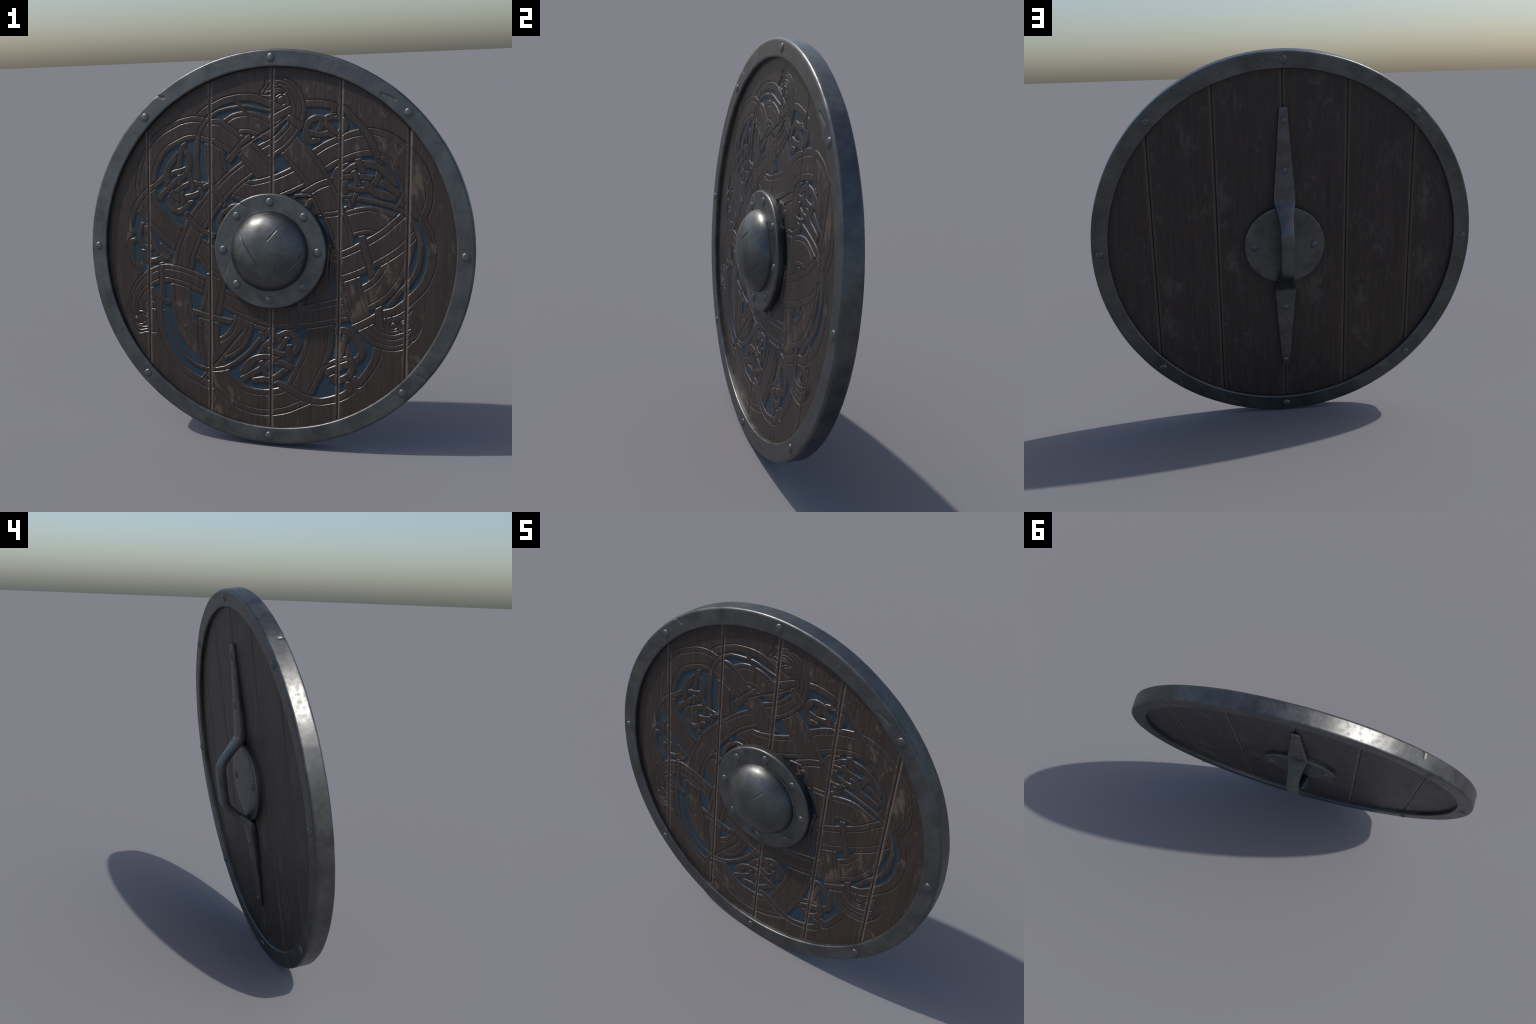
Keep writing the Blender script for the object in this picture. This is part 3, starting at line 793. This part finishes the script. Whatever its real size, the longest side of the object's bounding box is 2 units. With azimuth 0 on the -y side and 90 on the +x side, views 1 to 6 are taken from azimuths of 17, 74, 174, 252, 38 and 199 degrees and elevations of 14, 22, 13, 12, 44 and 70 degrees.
# flange of the boss
PLATE, PLATE_R = 0.060, 0.292
pr = [(0.150, 0.056), (0.170, PLATE)] + [(r, PLATE) for r in np.linspace(0.178, PLATE_R - 0.011, 46)]
pr += [(PLATE_R - 0.010 + 0.010 * math.sin(a), PLATE - 0.010 + 0.010 * math.cos(a)) for a in np.linspace(0.15, math.pi / 2, 8)]
pr += [(PLATE_R + 0.001, 0.036), (PLATE_R, 0.020), (PLATE_R - 0.004, 0.012)]
flange_marks = [((-0.215, -0.065), (-0.235, -0.125), 0.0028, 0.0022), ((-0.175, 0.252), (-0.120, 0.217), 0.004, 0.0042),
                ((0.248, -0.090), (0.290, -0.078), 0.003, 0.002), ((0.256, -0.096), (0.288, -0.090), 0.003, 0.0016)]
fm = scratched(flange_marks)


def flange_surface(x, z, w):
    r = np.hypot(x, z)
    wob = np.array([noise.noise(Vector((a * 7, 1.7, b * 7))) for a, b in zip(x, z)])
    return fm(x, z, w + wob * 0.0022 * (w > 0.03) * np.clip((r - 0.2) / 0.08, 0, 1))


flange = add('boss_flange', polar('boss_flange', pr, flange_surface, [iron], 420, True))

# the dome
APEX, DOME_R = 0.157, 0.2005
dr = []
for a in np.linspace(0.0005, 1, 150):
    r = DOME_R * math.sin(a * math.pi / 2)
    q = (max(0.0, 1 - (r / DOME_R) ** 2.4)) ** 0.55
    dr.append((r, PLATE - 0.002 + (APEX - PLATE + 0.002) * q))
dr += [(DOME_R + 0.002, PLATE + 0.0012), (DOME_R + 0.006, PLATE + 0.0005), (DOME_R + 0.010, PLATE - 0.002)]
dome_marks = [((-0.131, 0.080), (-0.005, -0.116), 0.0030, 0.0042), ((0.061, 0.117), (0.013, 0.059), 0.0028, 0.0034),
              ((0.187, -0.001), (0.112, -0.092), 0.0030, 0.0036), ((0.046, -0.035), (0.019, -0.156), 0.0030, 0.0020),
              ((-0.147, -0.006), (-0.121, 0.035), 0.0022, 0.0014), ((-0.14, -0.075), (-0.118, -0.088), 0.002, 0.0014)]
dm = scratched(dome_marks)


def dome_surface(x, z, w):
    wob = np.array([noise.noise(Vector((a * 9, 5.1, b * 9))) + 0.5 * noise.noise(Vector((a * 21, 2.1, b * 21))) for a, b in zip(x, z)])
    return dm(x, z, w + wob * 0.0010)


dome = add('boss', polar('boss', dr, dome_surface, [iron], 480, True))

# back plate behind the hand
bp = [(0.0, -0.047)] + [(r, -0.047) for r in np.linspace(0.02, 0.206, 10)] + [(0.2095, -0.0460), (0.2112, -0.0440), (0.2115, -0.038), (0.2115, -0.015)]
bp[0] = (0.001, -0.047)
back_plate = add('back_plate', polar('back_plate', bp, lambda x, z, w: np.full_like(x, w), [iron], 160))


# ------------------------------------------------------------------ grip strap
def grip_strap():
    """A forged strap: two tapering feet and a raised, bent bar between them."""
    keys = [(0.724, -0.0285, 0.0215, 0.0200), (0.66, -0.0300, 0.026, 0.0230), (0.50, -0.0335, 0.0385, 0.0300), (0.36, -0.0370, 0.0490, 0.0350),
            (0.262, -0.0400, 0.0570, 0.0390), (0.236, -0.0450, 0.0565, 0.0380), (0.215, -0.0620, 0.0510, 0.0350), (0.170, -0.1080, 0.0390, 0.0330),
            (0.128, -0.1480, 0.0345, 0.0360), (0.104, -0.1640, 0.0335, 0.0410), (0.080, -0.1690, 0.0340, 0.0440), (0.0, -0.1700, 0.0340, 0.0440)]
    low = [(-0.719, -0.0285, 0.0215, 0.0200)] + [(-v, w, h, t) for v, w, h, t in keys[1:4]]
    low += [(-0.268, -0.0400, 0.0560, 0.0390), (-0.240, -0.0450, 0.0555, 0.0380), (-0.222, -0.0600, 0.0500, 0.0350), (-0.178, -0.1080, 0.0380, 0.0330),
            (-0.136, -0.1480, 0.0345, 0.0360), (-0.112, -0.1640, 0.0335, 0.0410), (-0.085, -0.1690, 0.0340, 0.0440)]
    K = np.array(keys + low[::-1])
    s = np.concatenate([[0], np.cumsum(np.hypot(np.diff(K[:, 0]), np.diff(K[:, 1])))])
    u = np.linspace(0, s[-1], 260)
    C = np.stack([np.interp(u, s, K[:, i]) for i in range(4)], -1)
    k = np.hanning(9)
    k /= k.sum()
    S = np.stack([np.convolve(np.pad(C[:, i], 4, mode='edge'), k, 'valid') for i in range(4)], -1)
    S[:3], S[-3:] = C[:3], C[-3:]
    tan = np.gradient(S[:, :2], axis=0)
    tan /= np.linalg.norm(tan, axis=1)[:, None]
    # section: a bar with a chamfered outer face
    ring = []
    for sx, sy in ((1, 1), (-1, 1), (-1, -1), (1, -1)):
        for a in np.linspace(0, math.pi / 2, 4):
            ax = math.cos(a) if sx * sy > 0 else math.sin(a)
            ay = math.sin(a) if sx * sy > 0 else math.cos(a)
            ring.append((sx, sy, sx * ax, sy * ay))
    V = []
    for (v, w, hw, t), (tv, tw) in zip(S, tan):
        n = (-tw, tv)                      # across the thickness, in the v-w plane
        if n[1] > 0:
            n = (-n[0], -n[1])
        ch = min(0.0075, hw * 0.3)
        for sx, sy, ox, oy in ring:
            x = sx * (hw - ch) + ox * ch
            y = sy * (t / 2 - ch * 0.8) + oy * ch * 0.8
            V.append((x, -(w + n[1] * y), v + n[0] * y))
    nr = len(ring)
    Q = sweep_grid(len(S), nr, True)
    faces = [tuple(q) for q in Q] + [tuple(range(nr))[::-1], tuple(range((len(S) - 1) * nr, len(S) * nr))]
    me = make_mesh('grip', V, faces, [iron])
    import bmesh
    bm = bmesh.new()
    bm.from_mesh(me)
    bmesh.ops.recalc_face_normals(bm, faces=bm.faces)
    bm.to_mesh(me)
    bm.free()
    me.polygons.foreach_set('use_smooth', np.ones(len(me.polygons), bool))
    return me


grip = add('grip', grip_strap())


# ------------------------------------------------------------------ rivets
def rivet_mesh(radius, rise, seed):
    rs = np.random.default_rng(seed)
    rows = []
    th = np.linspace(0, 2 * math.pi, 32, endpoint=False)
    lob = 1 + 0.025 * np.cos(2 * th + rs.uniform(0, 6)) + 0.015 * np.cos(3 * th + rs.uniform(0, 6))
    prof = [(0.01, 1.0), (0.25, 0.985), (0.45, 0.93), (0.62, 0.83), (0.78, 0.66), (0.90, 0.44), (0.97, 0.22), (1.0, 0.0), (1.0, -0.35)]
    for r, h in prof:
        rows.append(np.stack([radius * r * lob * np.cos(th), np.full(32, -rise * h), radius * r * lob * np.sin(th)], -1))
    return make_mesh('rivet', np.vstack(rows), sweep_grid(len(prof), 32, True)[:, ::-1], [rivet_iron])


heads = [rivet_mesh(0.0218, 0.0076, s) for s in range(4)]
flat_heads = [rivet_mesh(0.0205, 0.0092, 10 + s) for s in range(3)]
count = 0


def rivet(parent, x, z, w, shapes, back=False, scale=1.0):
    global count
    ob = add('rivet', shapes[count % len(shapes)], parent, (x, -w, z))
    ob.rotation_euler = (0, 0, math.pi) if back else (0, 0, 0)
    ob.scale = (scale, 1, scale)
    count += 1


for i in range(8):
    a = math.radians(90 - 45 * i)
    rivet(rim, 0.9573 * math.cos(a), 0.9573 * math.sin(a), RIM_HALF - 0.0008, heads)
    rivet(rim, 0.9576 * math.cos(a), 0.9576 * math.sin(a), -RIM_HALF + 0.0008, flat_heads, True, 1.04)
    rivet(flange, 0.2465 * math.cos(a) + 0.003, 0.2465 * math.sin(a), PLATE - 0.0008, heads, False, 1.02)
for x in (-0.1535, 0.1575):
    rivet(back_plate, x, -0.002, -0.0465, flat_heads, True, 0.98)
for z, w, s in ((0.661, -0.0405, 0.86), (0.405, -0.0520, 0.92), (-0.351, -0.0535, 0.88), (-0.679, -0.0400, 0.72)):
    rivet(grip, 0, z, w, flat_heads, True, s)
